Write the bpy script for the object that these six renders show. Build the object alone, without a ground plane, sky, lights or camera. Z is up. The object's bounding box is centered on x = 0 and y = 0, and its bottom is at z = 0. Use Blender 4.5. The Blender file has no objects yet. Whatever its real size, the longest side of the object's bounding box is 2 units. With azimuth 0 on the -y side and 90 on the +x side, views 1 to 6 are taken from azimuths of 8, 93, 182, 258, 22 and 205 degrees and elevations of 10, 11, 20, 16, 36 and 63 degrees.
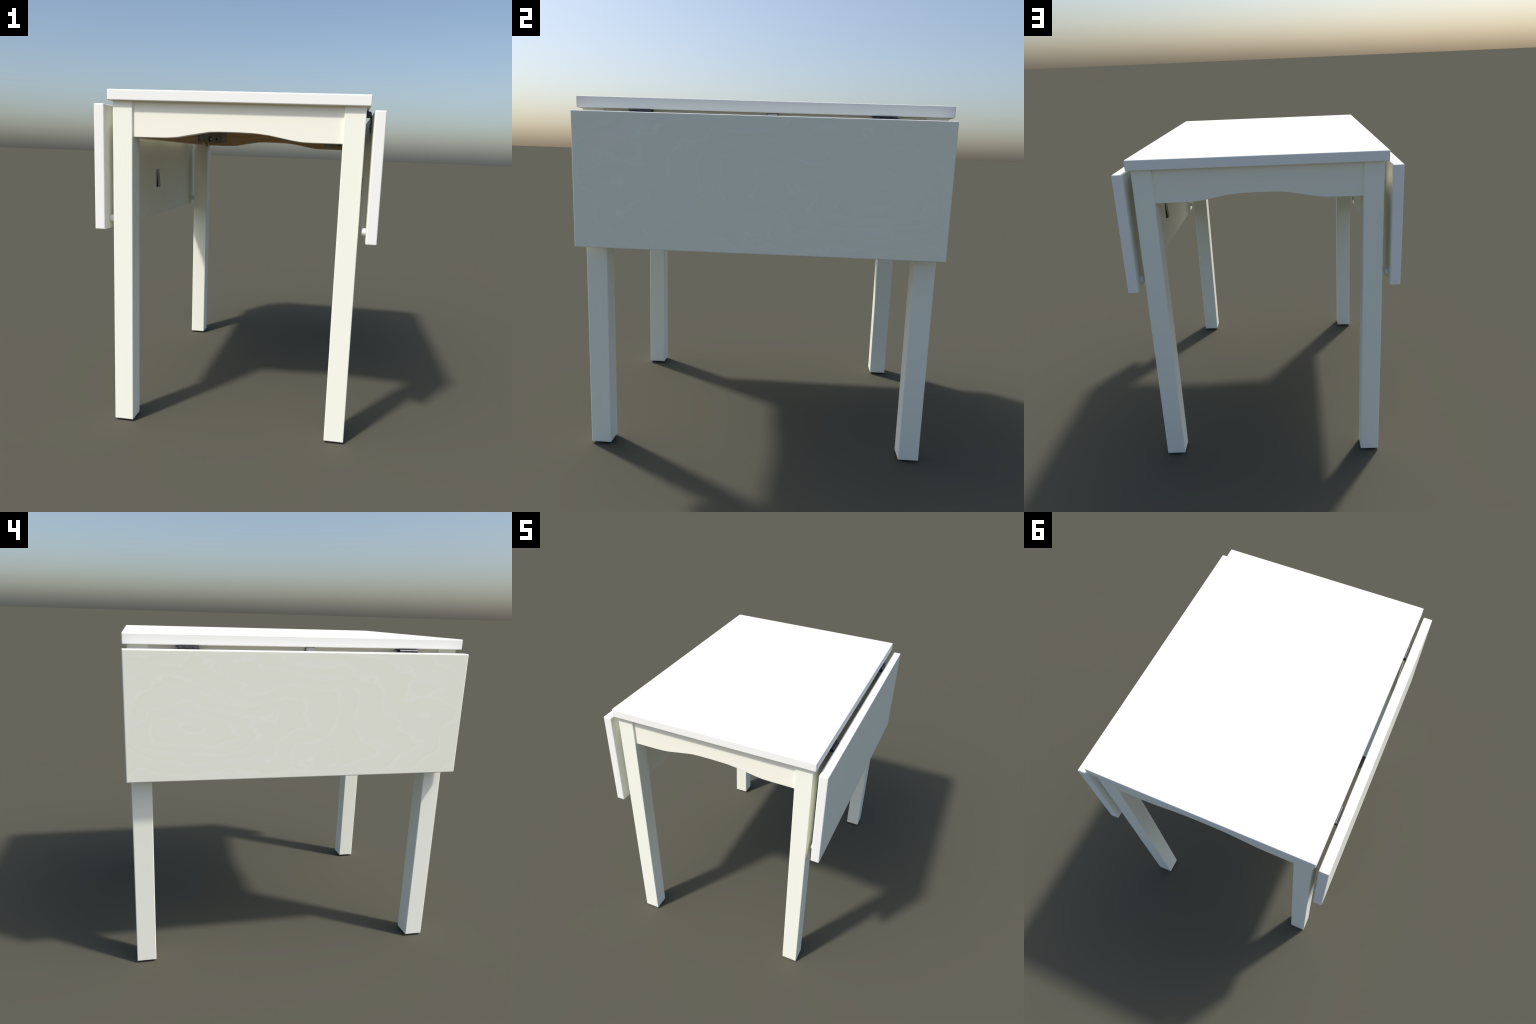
# White painted drop-leaf table, both leaves hanging.
import bpy, bmesh, math
from mathutils import Vector, Matrix

# ------------------------------------------------------------------ sizes (m)
TOP_X, TOP_Y, TOP_Z, TOP_UNDER = 0.7318, 0.9865, 2.000, 1.9395   # table top half sizes
LEAF_IN, LEAF_OUT = 0.7510, 0.8115                               # hanging leaf, x range
LEAF_Y, LEAF_TOP, LEAF_BOTTOM = 0.9865, 1.9207, 1.2042
LEG_W = 0.1165
LEG_X, LEG_Y = 0.65030, 0.90380                                  # leg centres
FOOT_Z = 0.0100
APRON_OUT_X, APRON_IN_X = 0.6955, 0.6400                         # long rails
APRON_OUT_Y, APRON_IN_Y = 0.9485, 0.8900                         # short rails
RAIL_BOTTOM = 1.7420

# ------------------------------------------------------------------ materials
def nodes_of(name):
    m = bpy.data.materials.new(name)
    m.use_nodes = True
    nt = m.node_tree
    nt.nodes.clear()
    out = nt.nodes.new("ShaderNodeOutputMaterial")
    b = nt.nodes.new("ShaderNodeBsdfPrincipled")
    nt.links.new(b.outputs[0], out.inputs[0])
    return m, nt, b

def add(nt, kind, **kw):
    n = nt.nodes.new(kind)
    for k, v in kw.items():
        setattr(n, k, v)
    return n

def plug(nt, sock, val):
    if hasattr(val, "is_linked") or isinstance(val, bpy.types.NodeSocket):
        nt.links.new(val, sock)
    else:
        sock.default_value = val

def math_node(nt, op, a, b=None, c=None):
    n = add(nt, "ShaderNodeMath", operation=op)
    plug(nt, n.inputs[0], a)
    if b is not None: plug(nt, n.inputs[1], b)
    if c is not None: plug(nt, n.inputs[2], c)
    return n.outputs[0]

def coords(nt, scale=(1, 1, 1), loc=(0, 0, 0)):
    tc = add(nt, "ShaderNodeTexCoord")
    mp = add(nt, "ShaderNodeMapping")
    mp.inputs["Scale"].default_value = scale
    mp.inputs["Location"].default_value = loc
    nt.links.new(tc.outputs["Object"], mp.inputs["Vector"])
    return mp.outputs[0]

def noise(nt, vec, scale, detail=3.0, rough=0.5):
    n = add(nt, "ShaderNodeTexNoise")
    n.inputs["Scale"].default_value = scale
    n.inputs["Detail"].default_value = detail
    n.inputs["Roughness"].default_value = rough
    nt.links.new(vec, n.inputs["Vector"])
    return n.outputs["Fac"]

def ramp(nt, fac, stops):
    r = add(nt, "ShaderNodeValToRGB")
    els = r.color_ramp.elements
    while len(els) < len(stops):
        els.new(0.5)
    for e, (p, c) in zip(els, stops):
        e.position = p
        e.color = (*c, 1) if len(c) == 3 else c
    nt.links.new(fac, r.inputs[0])
    return r.outputs[0]

def mix(nt, fac, a, b):
    n = add(nt, "ShaderNodeMix", data_type="RGBA")
    plug(nt, n.inputs[0], fac)
    plug(nt, n.inputs[6], a)
    plug(nt, n.inputs[7], b)
    return n.outputs[2]

def rgba(c): return (c[0], c[1], c[2], 1.0)

def painted_wood(name, base, tint, grain_scale, rough=0.75, bump=0.02, amount=1.0):
    """Opaque white paint over timber: a faint streaky tone along the grain."""
    m, nt, b = nodes_of(name)
    v = coords(nt, grain_scale)
    streak = noise(nt, v, 1.0, 4.0, 0.55)
    cloud = noise(nt, coords(nt, (1, 1, 1), (3.1, 1.7, 0.4)), 5.0, 2.0, 0.5)
    f = math_node(nt, "MULTIPLY_ADD", streak, 0.6, math_node(nt, "MULTIPLY", cloud, 0.4))
    r = ramp(nt, f, [(0.35, (0, 0, 0)), (0.65, (1, 1, 1))])
    f2 = math_node(nt, "MULTIPLY", r, amount)
    nt.links.new(mix(nt, f2, rgba(base), rgba(tint)), b.inputs["Base Color"])
    b.inputs["Roughness"].default_value = rough
    b.inputs["Specular IOR Level"].default_value = 0.12
    bp = add(nt, "ShaderNodeBump")
    bp.inputs["Strength"].default_value = bump
    bp.inputs["Distance"].default_value = 0.004
    nt.links.new(streak, bp.inputs["Height"])
    nt.links.new(bp.outputs[0], b.inputs["Normal"])
    return m

def veneer_paint(name, base, tint, line, across):
    """Painted plain-sawn veneer: nested, wandering growth contours around an eye."""
    m, nt, b = nodes_of(name)
    tc = add(nt, "ShaderNodeTexCoord")
    sep = add(nt, "ShaderNodeSeparateXYZ")
    nt.links.new(tc.outputs["Object"], sep.inputs[0])
    along = sep.outputs["Y"]
    cross = sep.outputs[across]
    centre = 1.505 if across == "Z" else 0.22
    dy = math_node(nt, "SUBTRACT", along, 0.60)
    dz = math_node(nt, "SUBTRACT", cross, centre)
    comb = add(nt, "ShaderNodeCombineXYZ")
    nt.links.new(math_node(nt, "MULTIPLY", along, 0.62), comb.inputs[0]); nt.links.new(cross, comb.inputs[1])
    warp = noise(nt, comb.outputs[0], 3.4, 2.0, 0.45)
    jag = noise(nt, comb.outputs[0], 13.0, 3.0, 0.55)
    e1 = math_node(nt, "MULTIPLY", dy, 1.0 / 0.30)
    e2 = math_node(nt, "MULTIPLY", dz, 1.0 / 0.115)
    d = math_node(nt, "SQRT", math_node(nt, "ADD", math_node(nt, "MULTIPLY", e1, e1),
                                        math_node(nt, "MULTIPLY", e2, e2)))
    # far from the eye the contours spread into wide irregular bands
    d = math_node(nt, "MULTIPLY", math_node(nt, "POWER", d, 0.75), 1.55)
    f = math_node(nt, "MULTIPLY_ADD", warp, 3.4, d)
    f = math_node(nt, "MULTIPLY_ADD", jag, 0.75, f)
    f = math_node(nt, "MULTIPLY", f, 1.55)
    fr = math_node(nt, "FRACT", f)
    # slow rise inside each band, quick pale line at its border
    band = ramp(nt, fr, [(0.0, (0.85, 0.85, 0.85)), (0.10, (0.15, 0.15, 0.15)), (0.75, (0.65, 0.65, 0.65)), (1.0, (1, 1, 1))])
    edge = ramp(nt, fr, [(0.0, (1, 1, 1)), (0.06, (0, 0, 0)), (0.92, (0, 0, 0)), (1.0, (1, 1, 1))])
    patch = noise(nt, comb.outputs[0], 2.3, 2.0, 0.5)
    streakv = add(nt, "ShaderNodeCombineXYZ")
    nt.links.new(math_node(nt, "MULTIPLY", along, 5.0), streakv.inputs[0])
    nt.links.new(math_node(nt, "MULTIPLY", cross, 110.0), streakv.inputs[1])
    streak = noise(nt, streakv.outputs[0], 1.0, 2.0, 0.5)
    c = mix(nt, band, rgba(base), rgba(tint))
    c = mix(nt, math_node(nt, "MULTIPLY", ramp(nt, patch, [(0.35, (0, 0, 0)), (0.65, (1, 1, 1))]), 0.45), c, rgba(tint))
    c = mix(nt, math_node(nt, "MULTIPLY", edge, 0.75), c, rgba(line))
    c = mix(nt, math_node(nt, "MULTIPLY", streak, 0.35), c, rgba(base))
    nt.links.new(c, b.inputs["Base Color"])
    b.inputs["Roughness"].default_value = 0.75
    b.inputs["Specular IOR Level"].default_value = 0.12
    bp = add(nt, "ShaderNodeBump")
    bp.inputs["Strength"].default_value = 0.02
    bp.inputs["Distance"].default_value = 0.003
    nt.links.new(streak, bp.inputs["Height"])
    nt.links.new(bp.outputs[0], b.inputs["Normal"])
    return m

def bare_pine(name, axis_scale):
    m, nt, b = nodes_of(name)
    v = coords(nt, axis_scale)
    n1 = noise(nt, v, 1.0, 4.0, 0.6)
    kn = add(nt, "ShaderNodeTexVoronoi")
    kn.inputs["Scale"].default_value = 3.0
    nt.links.new(coords(nt, (1.6, 1.6, 2.6), (0.37, 0.2, 0.9)), kn.inputs["Vector"])
    knot = ramp(nt, kn.outputs["Distance"], [(0.03, (1, 1, 1)), (0.09, (0, 0, 0))])
    c = ramp(nt, n1, [(0.3, PINE_DARK), (0.5, PINE_MID), (0.72, PINE_LIGHT)])
    c = mix(nt, math_node(nt, "MULTIPLY", knot, 0.7), c, (0.20, 0.075, 0.03, 1))
    nt.links.new(c, b.inputs["Base Color"])
    b.inputs["Roughness"].default_value = 0.6
    return m

def metal(name, dark, light, rough, metallic, scale=60.0):
    m, nt, b = nodes_of(name)
    n = noise(nt, coords(nt), scale, 3.0, 0.6)
    nt.links.new(ramp(nt, n, [(0.35, dark), (0.65, light)]), b.inputs["Base Color"])
    rr = ramp(nt, n, [(0.3, (rough - .06,) * 3), (0.7, (rough + .06,) * 3)])
    nt.links.new(rr, b.inputs["Roughness"])
    b.inputs["Metallic"].default_value = metallic
    return m

PINE_DARK, PINE_MID, PINE_LIGHT = (0.58, 0.36, 0.19), (0.66, 0.42, 0.23), (0.72, 0.48, 0.28)

EDGE_WHITE = painted_wood("edge_white_paint", (0.945, 0.945, 0.900), (0.96, 0.96, 0.915), (60, 4, 60), amount=0.8)
LEAF_FACE = veneer_paint("leaf_veneer_paint", (0.945, 0.938, 0.835), (0.925, 0.933, 0.775), (0.985, 0.972, 0.90), "Z")
TOP_FACE = veneer_paint("top_veneer_paint", (0.945, 0.945, 0.86), (0.935, 0.95, 0.82), (0.96, 0.955, 0.89), "X")
LEG_PAINT = painted_wood("leg_cream_paint", (0.965, 0.972, 0.845), (0.965, 0.968, 0.868), (45, 45, 3))
RAIL_PAINT = painted_wood("rail_cream_paint", (0.97, 0.96, 0.81), (0.975, 0.945, 0.85), (3.5, 14, 22))
SUPPORT_PAINT = painted_wood("support_grey_paint", (0.66, 0.66, 0.63), (0.70, 0.70, 0.67), (20, 20, 20))
UNDERSIDE = painted_wood("underside_board", (0.78, 0.64, 0.46), (0.82, 0.69, 0.51), (30, 3, 30))
PINE = bare_pine("bare_pine", (3, 3, 55))
BLACK_METAL = metal("black_hinge_metal", (0.035, 0.036, 0.042), (0.06, 0.06, 0.066), 0.34, 0.75)
STEEL = metal("galvanised_steel", (0.30, 0.30, 0.28), (0.38, 0.38, 0.36), 0.45, 0.6, 40.0)
BRIGHT_STEEL = metal("bright_bolt_steel", (0.70, 0.70, 0.68), (0.80, 0.80, 0.78), 0.3, 0.7, 40.0)
HOLLOW_BLACK = metal("hollow_black", (0.012, 0.012, 0.012), (0.02, 0.02, 0.02), 0.5, 0.0)
GREY_PLASTIC = metal("grey_catch_metal", (0.24, 0.245, 0.24), (0.29, 0.295, 0.29), 0.5, 0.1)
WHITE_PLASTIC = metal("white_plastic", (0.82, 0.82, 0.82), (0.86, 0.86, 0.86), 0.35, 0.0, 20)
GAP_DARK = metal("gap_dark", (0.05, 0.045, 0.04), (0.08, 0.07, 0.06), 0.8, 0.0)  # near-black colour under the feet and on the rail slot walls

# ------------------------------------------------------------------ helpers
def add_box(bm, lo, hi, mat=0):
    vs = [bm.verts.new((x, y, z)) for x in (lo[0], hi[0]) for y in (lo[1], hi[1]) for z in (lo[2], hi[2])]
    quads = [(0, 1, 3, 2), (4, 6, 7, 5), (0, 4, 5, 1), (2, 3, 7, 6), (0, 2, 6, 4), (1, 5, 7, 3)]
    fs = [bm.faces.new([vs[i] for i in q]) for q in quads]
    for f in fs:
        f.material_index = mat
    return vs, fs

def add_prism(bm, outline, axis, a, b, mat=0):
    """Extrude a 2D outline along an axis from a to b.  axis 'x': outline is (y,z); 'y': (x,z)."""
    def p3(p, t):
        return {"x": (t, p[0], p[1]), "y": (p[0], t, p[1]), "z": (p[0], p[1], t)}[axis]
    A = [bm.verts.new(p3(p, a)) for p in outline]
    B = [bm.verts.new(p3(p, b)) for p in outline]
    n = len(outline)
    fs = [bm.faces.new(A), bm.faces.new(B[::-1])]
    for i in range(n):
        j = (i + 1) % n
        fs.append(bm.faces.new((A[j], A[i], B[i], B[j])))
    bmesh.ops.recalc_face_normals(bm, faces=fs)
    for f in fs:
        f.material_index = mat
    return fs

def add_cylinder(bm, centre, direction, r, length, seg=24, mat=0, r2=None):
    d = Vector(direction).normalized()
    rot = Vector((0, 0, 1)).rotation_difference(d).to_matrix().to_4x4()
    M = Matrix.Translation(Vector(centre)) @ rot
    ret = bmesh.ops.create_cone(bm, cap_ends=True, segments=seg, radius1=r, radius2=r if r2 is None else r2,
                                depth=length, matrix=M)
    fs = {f for v in ret["verts"] for f in v.link_faces}
    for f in fs:
        f.material_index = mat
    return fs

def bevel_edges(bm, width, seg=2, min_angle=30, profile=0.6, pick=None):
    bm.normal_update()
    es = [e for e in bm.edges if len(e.link_faces) == 2 and e.calc_face_angle(0) > math.radians(min_angle)
          and (pick is None or pick(e))]
    bmesh.ops.bevel(bm, geom=es, offset=width, offset_type="OFFSET", segments=seg, profile=profile,
                    affect="EDGES", clamp_overlap=True, material=-1)

def weigh_normals(me, angle):
    """Smooth the eased edges only: flat faces keep their own normal, bevels blend into them."""
    me.polygons.foreach_set("use_smooth", [True] * len(me.polygons))
    limit = math.cos(math.radians(angle))
    around = {}
    for p in me.polygons:
        for v in p.vertices:
            around.setdefault(v, []).append(p)
    normals = [None] * len(me.loops)
    for p in me.polygons:
        for li in p.loop_indices:
            n = Vector((0, 0, 0))
            for q in around[me.loops[li].vertex_index]:
                if q.normal.dot(p.normal) >= limit:
                    n += q.normal * (q.area * 1e3) ** 3
            normals[li] = n.normalized() if n.length > 1e-12 else p.normal.copy()
    me.normals_split_custom_set(normals)

def finish(bm, name, mats, parent, smooth_angle=38, loc=None, rot=None):
    bm.normal_update()
    me = bpy.data.meshes.new(name)
    bm.to_mesh(me)
    bm.free()
    for m in mats:
        me.materials.append(m)
    weigh_normals(me, smooth_angle)
    ob = bpy.data.objects.new(name, me)
    bpy.context.scene.collection.objects.link(ob)
    if parent is not None:
        ob.parent = parent
    if loc: ob.location = loc
    if rot: ob.rotation_euler = rot
    return ob

def copy_of(ob, parent=None, loc=None, rot=None):
    o = ob.copy()
    bpy.context.scene.collection.objects.link(o)
    o.parent = parent if parent is not None else ob.parent
    if loc is not None: o.location = loc
    if rot is not None: o.rotation_euler = rot
    return o

def mirrored(points, sx):
    return [(p[0] * sx,) + tuple(p[1:]) for p in points]

# ------------------------------------------------------------------ the table
table = bpy.data.objects.new("drop_leaf_table", None)
table.empty_display_size = 0.2
bpy.context.scene.collection.objects.link(table)
table["label"] = "white painted wooden drop-leaf table with both leaves folded down"
table["category"] = "table"

# ---- table top: a thick slab, all edges eased
bm = bmesh.new()
add_box(bm, (-TOP_X, -TOP_Y, TOP_UNDER), (TOP_X, TOP_Y, TOP_Z))
bevel_edges(bm, 0.0070, 3)
bm.normal_update()
for f in bm.faces:
    f.material_index = 0 if f.normal.z > 0.99 else (2 if f.normal.z < -0.99 else 1)
finish(bm, "tabletop", [TOP_FACE, EDGE_WHITE, UNDERSIDE], table)

# ---- hanging leaves, each with two bumpers and a catch
leaves = {}
for sx in (1, -1):
    bm = bmesh.new()
    xs = sorted((sx * LEAF_IN, sx * LEAF_OUT))
    add_box(bm, (xs[0], -LEAF_Y, LEAF_BOTTOM), (xs[1], LEAF_Y, LEAF_TOP))
    bevel_edges(bm, 0.0070, 3)
    bm.normal_update()
    for f in bm.faces:
        f.material_index = 0 if abs(f.normal.x) > 0.99 else 1
    leaves[sx] = finish(bm, "drop_leaf", [LEAF_FACE, EDGE_WHITE], table)

# bumper: a short white button that keeps leaf and leg apart
bm = bmesh.new()
add_cylinder(bm, (-0.0115, 0, 0), (1, 0, 0), 0.0215, 0.025, 32)
bevel_edges(bm, 0.0060, 3, 40)
bumper = None
for sx in (1, -1):
    for sy in (1, -1):
        loc, rot = (sx * LEAF_IN, sy * 0.905, 1.2655), (0, 0, 0 if sx > 0 else math.pi)
        if bumper is None:
            bumper = finish(bm, "bumper", [WHITE_PLASTIC], leaves[sx], 45, loc, rot)
        else:
            copy_of(bumper, leaves[sx], loc, rot)

# catch: a tilted plate on the inner face that the slide-out support rides on
bm = bmesh.new()
add_prism(bm, [(0.001, 1.5415), (-0.0015, 1.5415), (-0.0140, 1.4095), (-0.0100, 1.4095), (0.001, 1.500)], "y", 0.018, 0.070)
add_prism(bm, [(0.001, 1.535), (-0.0005, 1.535), (-0.0105, 1.4105), (0.001, 1.4105)], "y", 0.0195, 0.0685, 1)  # solid black wedge fills the hollow behind the plate
bm.normal_update()
for f in bm.faces:
    if f.material_index == 0 and abs(f.normal.y) > 0.9:
        f.material_index = 1
catch = finish(bm, "support_catch", [GREY_PLASTIC, HOLLOW_BLACK], leaves[1], 30, (LEAF_IN, 0, 0), (0, 0, 0))
copy_of(catch, leaves[-1], (-LEAF_IN, 0, 0), (0, 0, math.pi))

# ---- legs: square posts with a raw chamfer cut for the corner bolt on the inner edge
def leg_mesh():
    h = LEG_W / 2
    bm = bmesh.new()
    add_box(bm, (-h, -h, FOOT_Z), (h, h, TOP_UNDER + 0.0005))
    bevel_edges(bm, 0.006, 3, pick=lambda e: min(v.co.z for v in e.verts) < 1.0)
    ob = finish(bm, "leg", [LEG_PAINT, PINE], None)
    # wedge cutter on the (-x,-y) edge, growing from nothing at z=1.722
    c = bmesh.new()
    def tri(z, d):
        k = 0.05
        return [c.verts.new((-h - k, -h - k, z)), c.verts.new((-h + d + k, -h - k, z)), c.verts.new((-h - k, -h + d + k, z))]
    rings = [tri(1.722, 0.0), tri(1.785, 0.050), tri(2.05, 0.050)]
    c.faces.new(rings[0]); c.faces.new(rings[-1])
    for A, B in zip(rings, rings[1:]):
        for i in range(3):
            j = (i + 1) % 3
            c.faces.new((A[i], A[j], B[j], B[i]))
    bmesh.ops.recalc_face_normals(c, faces=c.faces)
    for f in c.faces: f.material_index = 1
    cut = finish(c, "leg_cutter", [LEG_PAINT, PINE], None)
    mod = ob.modifiers.new("notch", "BOOLEAN")
    mod.object, mod.operation, mod.solver = cut, "DIFFERENCE", "EXACT"
    dg = bpy.context.evaluated_depsgraph_get()
    me = bpy.data.meshes.new_from_object(ob.evaluated_get(dg))
    ob.modifiers.clear()
    ob.data = me
    me.name = "leg"
    weigh_normals(me, 38)
    bpy.data.objects.remove(cut, do_unlink=True)
    return ob

bm = bmesh.new()
add_box(bm, (-0.034, -0.034, 0.0), (0.034, 0.034, FOOT_Z + 0.001))
pad = finish(bm, "foot_pad", [GAP_DARK], None)
leg = leg_mesh()
first = True
for k, (sx, sy) in enumerate(((1, 1), (-1, 1), (-1, -1), (1, -1))):
    loc, rot = (sx * LEG_X, sy * LEG_Y, 0), (0, 0, k * math.pi / 2)
    if first:
        leg.parent, leg.location, leg.rotation_euler = table, loc, rot
        pad.parent = leg
        first = False
    else:
        l2 = copy_of(leg, table, loc, rot)
        copy_of(pad, l2)

# ---- short rails with a shallow waved arch along the lower edge
END_X = LEG_X - LEG_W / 2 + 0.002
ARCH = [(-END_X, 1.7412), (-0.450, 1.7417), (-0.390, 1.7429), (-0.333, 1.7477), (-0.262, 1.7614), (-0.147, 1.7819),
        (-0.090, 1.7843), (0.000, 1.7845), (0.080, 1.7829), (0.120, 1.7811), (0.190, 1.7734),
        (0.255, 1.7613), (0.318, 1.7497), (0.370, 1.7429), (0.430, 1.7413), (END_X, 1.7412)]
for sy in (-1, 1):
    bm = bmesh.new()
    prof = ARCH + [(END_X, TOP_UNDER + 0.0005), (-END_X, TOP_UNDER + 0.0005)]
    add_prism(bm, prof, "y", sy * APRON_OUT_Y, sy * APRON_IN_Y)
    bevel_edges(bm, 0.0040, 3, 50, pick=lambda e: all(abs(v.co.z) < 1.80 for v in e.verts)
                and abs(e.verts[0].co.y - e.verts[1].co.y) < 1e-5)
    bm.normal_update()
    for f in bm.faces:
        f.material_index = 1 if f.normal.y * sy < -0.985 else 0
    finish(bm, "short_rail", [RAIL_PAINT, PINE], table, 60)

# ---- long rails, slotted at the top for the slide-out leaf supports
END_Y = LEG_Y - LEG_W / 2 + 0.002
for sx in (1, -1):
    bm = bmesh.new()
    s0, s1 = sorted((sx * 0.0215, sx * 0.0820))
    top = TOP_UNDER + 0.0005
    prof = [(-END_Y, RAIL_BOTTOM), (END_Y, RAIL_BOTTOM), (END_Y, top), (s1, top), (s1, 1.832), (s0, 1.832),
            (s0, top), (-END_Y, top)]
    add_prism(bm, prof, "x", sx * APRON_OUT_X, sx * APRON_IN_X)
    bevel_edges(bm, 0.0050, 3, 50, pick=lambda e: all(v.co.z < RAIL_BOTTOM + 0.001 for v in e.verts)
                and abs(e.verts[0].co.x - e.verts[1].co.x) < 1e-5)
    bm.normal_update()
    for f in bm.faces:
        f.material_index = 1 if f.normal.x * sx < -0.985 else 0
        if f.normal.z > 0.9 and f.calc_center_median().z < 1.9:
            f.material_index = 2  # slot walls coloured dark on both sides of the bar
        elif abs(f.normal.y) > 0.9 and abs(f.calc_center_median().y) < 0.2:
            f.material_index = 2
    finish(bm, "long_rail", [RAIL_PAINT, PINE, GAP_DARK], table, 60)
    # slide-out support bar, its painted end just proud of the rail
    bm = bmesh.new()
    a, b = sorted((sx * 0.7200, sx * -0.05))
    add_box(bm, (a, s0 + 0.0040, 1.8350), (b, s1 - 0.0040, 1.9365))
    bevel_edges(bm, 0.002, 1)
    bm.normal_update()
    for f in bm.faces:
        f.material_index = 0 if abs(f.normal.y) > 0.5 or f.normal.x * sx > 0.5 else 1
    finish(bm, "support_slide", [SUPPORT_PAINT, PINE], table)

# ---- hinges: knuckle barrel, wing under the top, plate on the leaf
bm = bmesh.new()
H0, H1 = -0.056, 0.056
def knuckle():
    pts = [(0.7080, 1.9385), (0.7080, 1.9085), (0.7485, 1.9085)]
    cx, cz, r = 0.7485 - 0.013, 1.9378 - 0.013, 0.013
    for i in range(9):
        a = i / 8 * math.pi / 2
        pts.append((cx + r * math.cos(a), cz + r * math.sin(a)))
    return pts
for a, b in ((H0, -0.0190), (-0.0178, 0.0190), (0.0202, H1)):
    add_prism(bm, knuckle(), "y", a, b)
add_cylinder(bm, (0.7345, 0, 1.9235), (0, 1, 0), 0.0060, 0.118, 16)
add_box(bm, (0.6000, -0.0680, 1.9325), (0.7300, 0.0560, 1.9390))        # wing under the top
add_box(bm, (0.7462, -0.0560, 1.8200), (0.7520, 0.0660, 1.9120))        # plate on the leaf
for yy in (-0.035, 0.0, 0.035):
    add_cylinder(bm, (0.7452, yy, 1.845 + 0.02 * (yy == 0)), (-1, 0, 0), 0.0075, 0.003, 16, 0, 0.004)
hinge = None
for sx in (1, -1):
    for sy in (1, -1):
        loc = (0, sy * 0.638, 0)
        rot = (0, 0, 0 if sx > 0 else math.pi)
        if hinge is None:
            hinge = finish(bm, "hinge", [BLACK_METAL], table, 30, loc, rot)
        else:
            copy_of(hinge, table, loc, rot)

# ---- pressed steel corner brackets bolting the legs to the rails
bm = bmesh.new()
L, W = 0.205, 0.0035                                     # reach along each rail
z0, z1 = 1.768, 1.853
def strip(p, q, zlo, zhi, t=W):
    p, q = Vector((*p, 0)), Vector((*q, 0))
    n = Vector((-(q - p).y, (q - p).x, 0)).normalized() * t
    o = [p, q, q + n, p + n]
    add_prism(bm, [(v.x, v.y) for v in o], "z", zlo, zhi)
# local frame: corner at origin, rails along +x and +y; the room is at +x,+y
f0 = 0.050
A, B = (0.001, L), (0.001, L - f0)
C, D = (L - f0, 0.001), (L, 0.001)
strip(A, B, z0, z1); strip(C, D, z0, z1)
strip(B, C, z0, z1)
strip(B, C, 1.834, 1.840, 0.016)                        # pressed ribs
strip(B, C, z0, z0 + 0.005, 0.010)
mid = Vector(((L - f0) / 2, (L - f0) / 2, 1.796))
dv = Vector((1, 1, 0)).normalized()
add_cylinder(bm, mid + dv * 0.006, dv, 0.021, 0.004, 24, 2)  # black disc behind the bolt, seen as a dark ring
add_cylinder(bm, mid + dv * 0.012, dv, 0.0125, 0.012, 6, 1)
add_cylinder(bm, mid + dv * 0.004, dv, 0.0055, 0.050, 12, 1)
add_cylinder(bm, (0.006, L - 0.022, 1.800), (1, 0, 0), 0.009, 0.005, 16, 1, 0.006)
add_cylinder(bm, (L - 0.022, 0.006, 1.800), (0, 1, 0), 0.009, 0.005, 16, 1, 0.006)
add_cylinder(bm, Vector((L * 0.16, L * 0.60, 1.796)) + dv * 0.004, dv, 0.011, 0.004, 20, 2)  # no real opening: flat black disc gives the hole its darkness
strip((0.0065, L - 0.004), (0.0065, L - f0 + 0.004), z0 + 0.006, 1.832, 0.001)
bracket = None
for k, (sx, sy) in enumerate(((-1, -1), (1, -1), (1, 1), (-1, 1))):
    loc, rot = (sx * APRON_IN_X, sy * APRON_IN_Y, 0), (0, 0, k * math.pi / 2)
    if bracket is None:
        bracket = finish(bm, "corner_bracket", [STEEL, BRIGHT_STEEL, HOLLOW_BLACK], table, 30, loc, rot)
    else:
        copy_of(bracket, table, loc, rot)
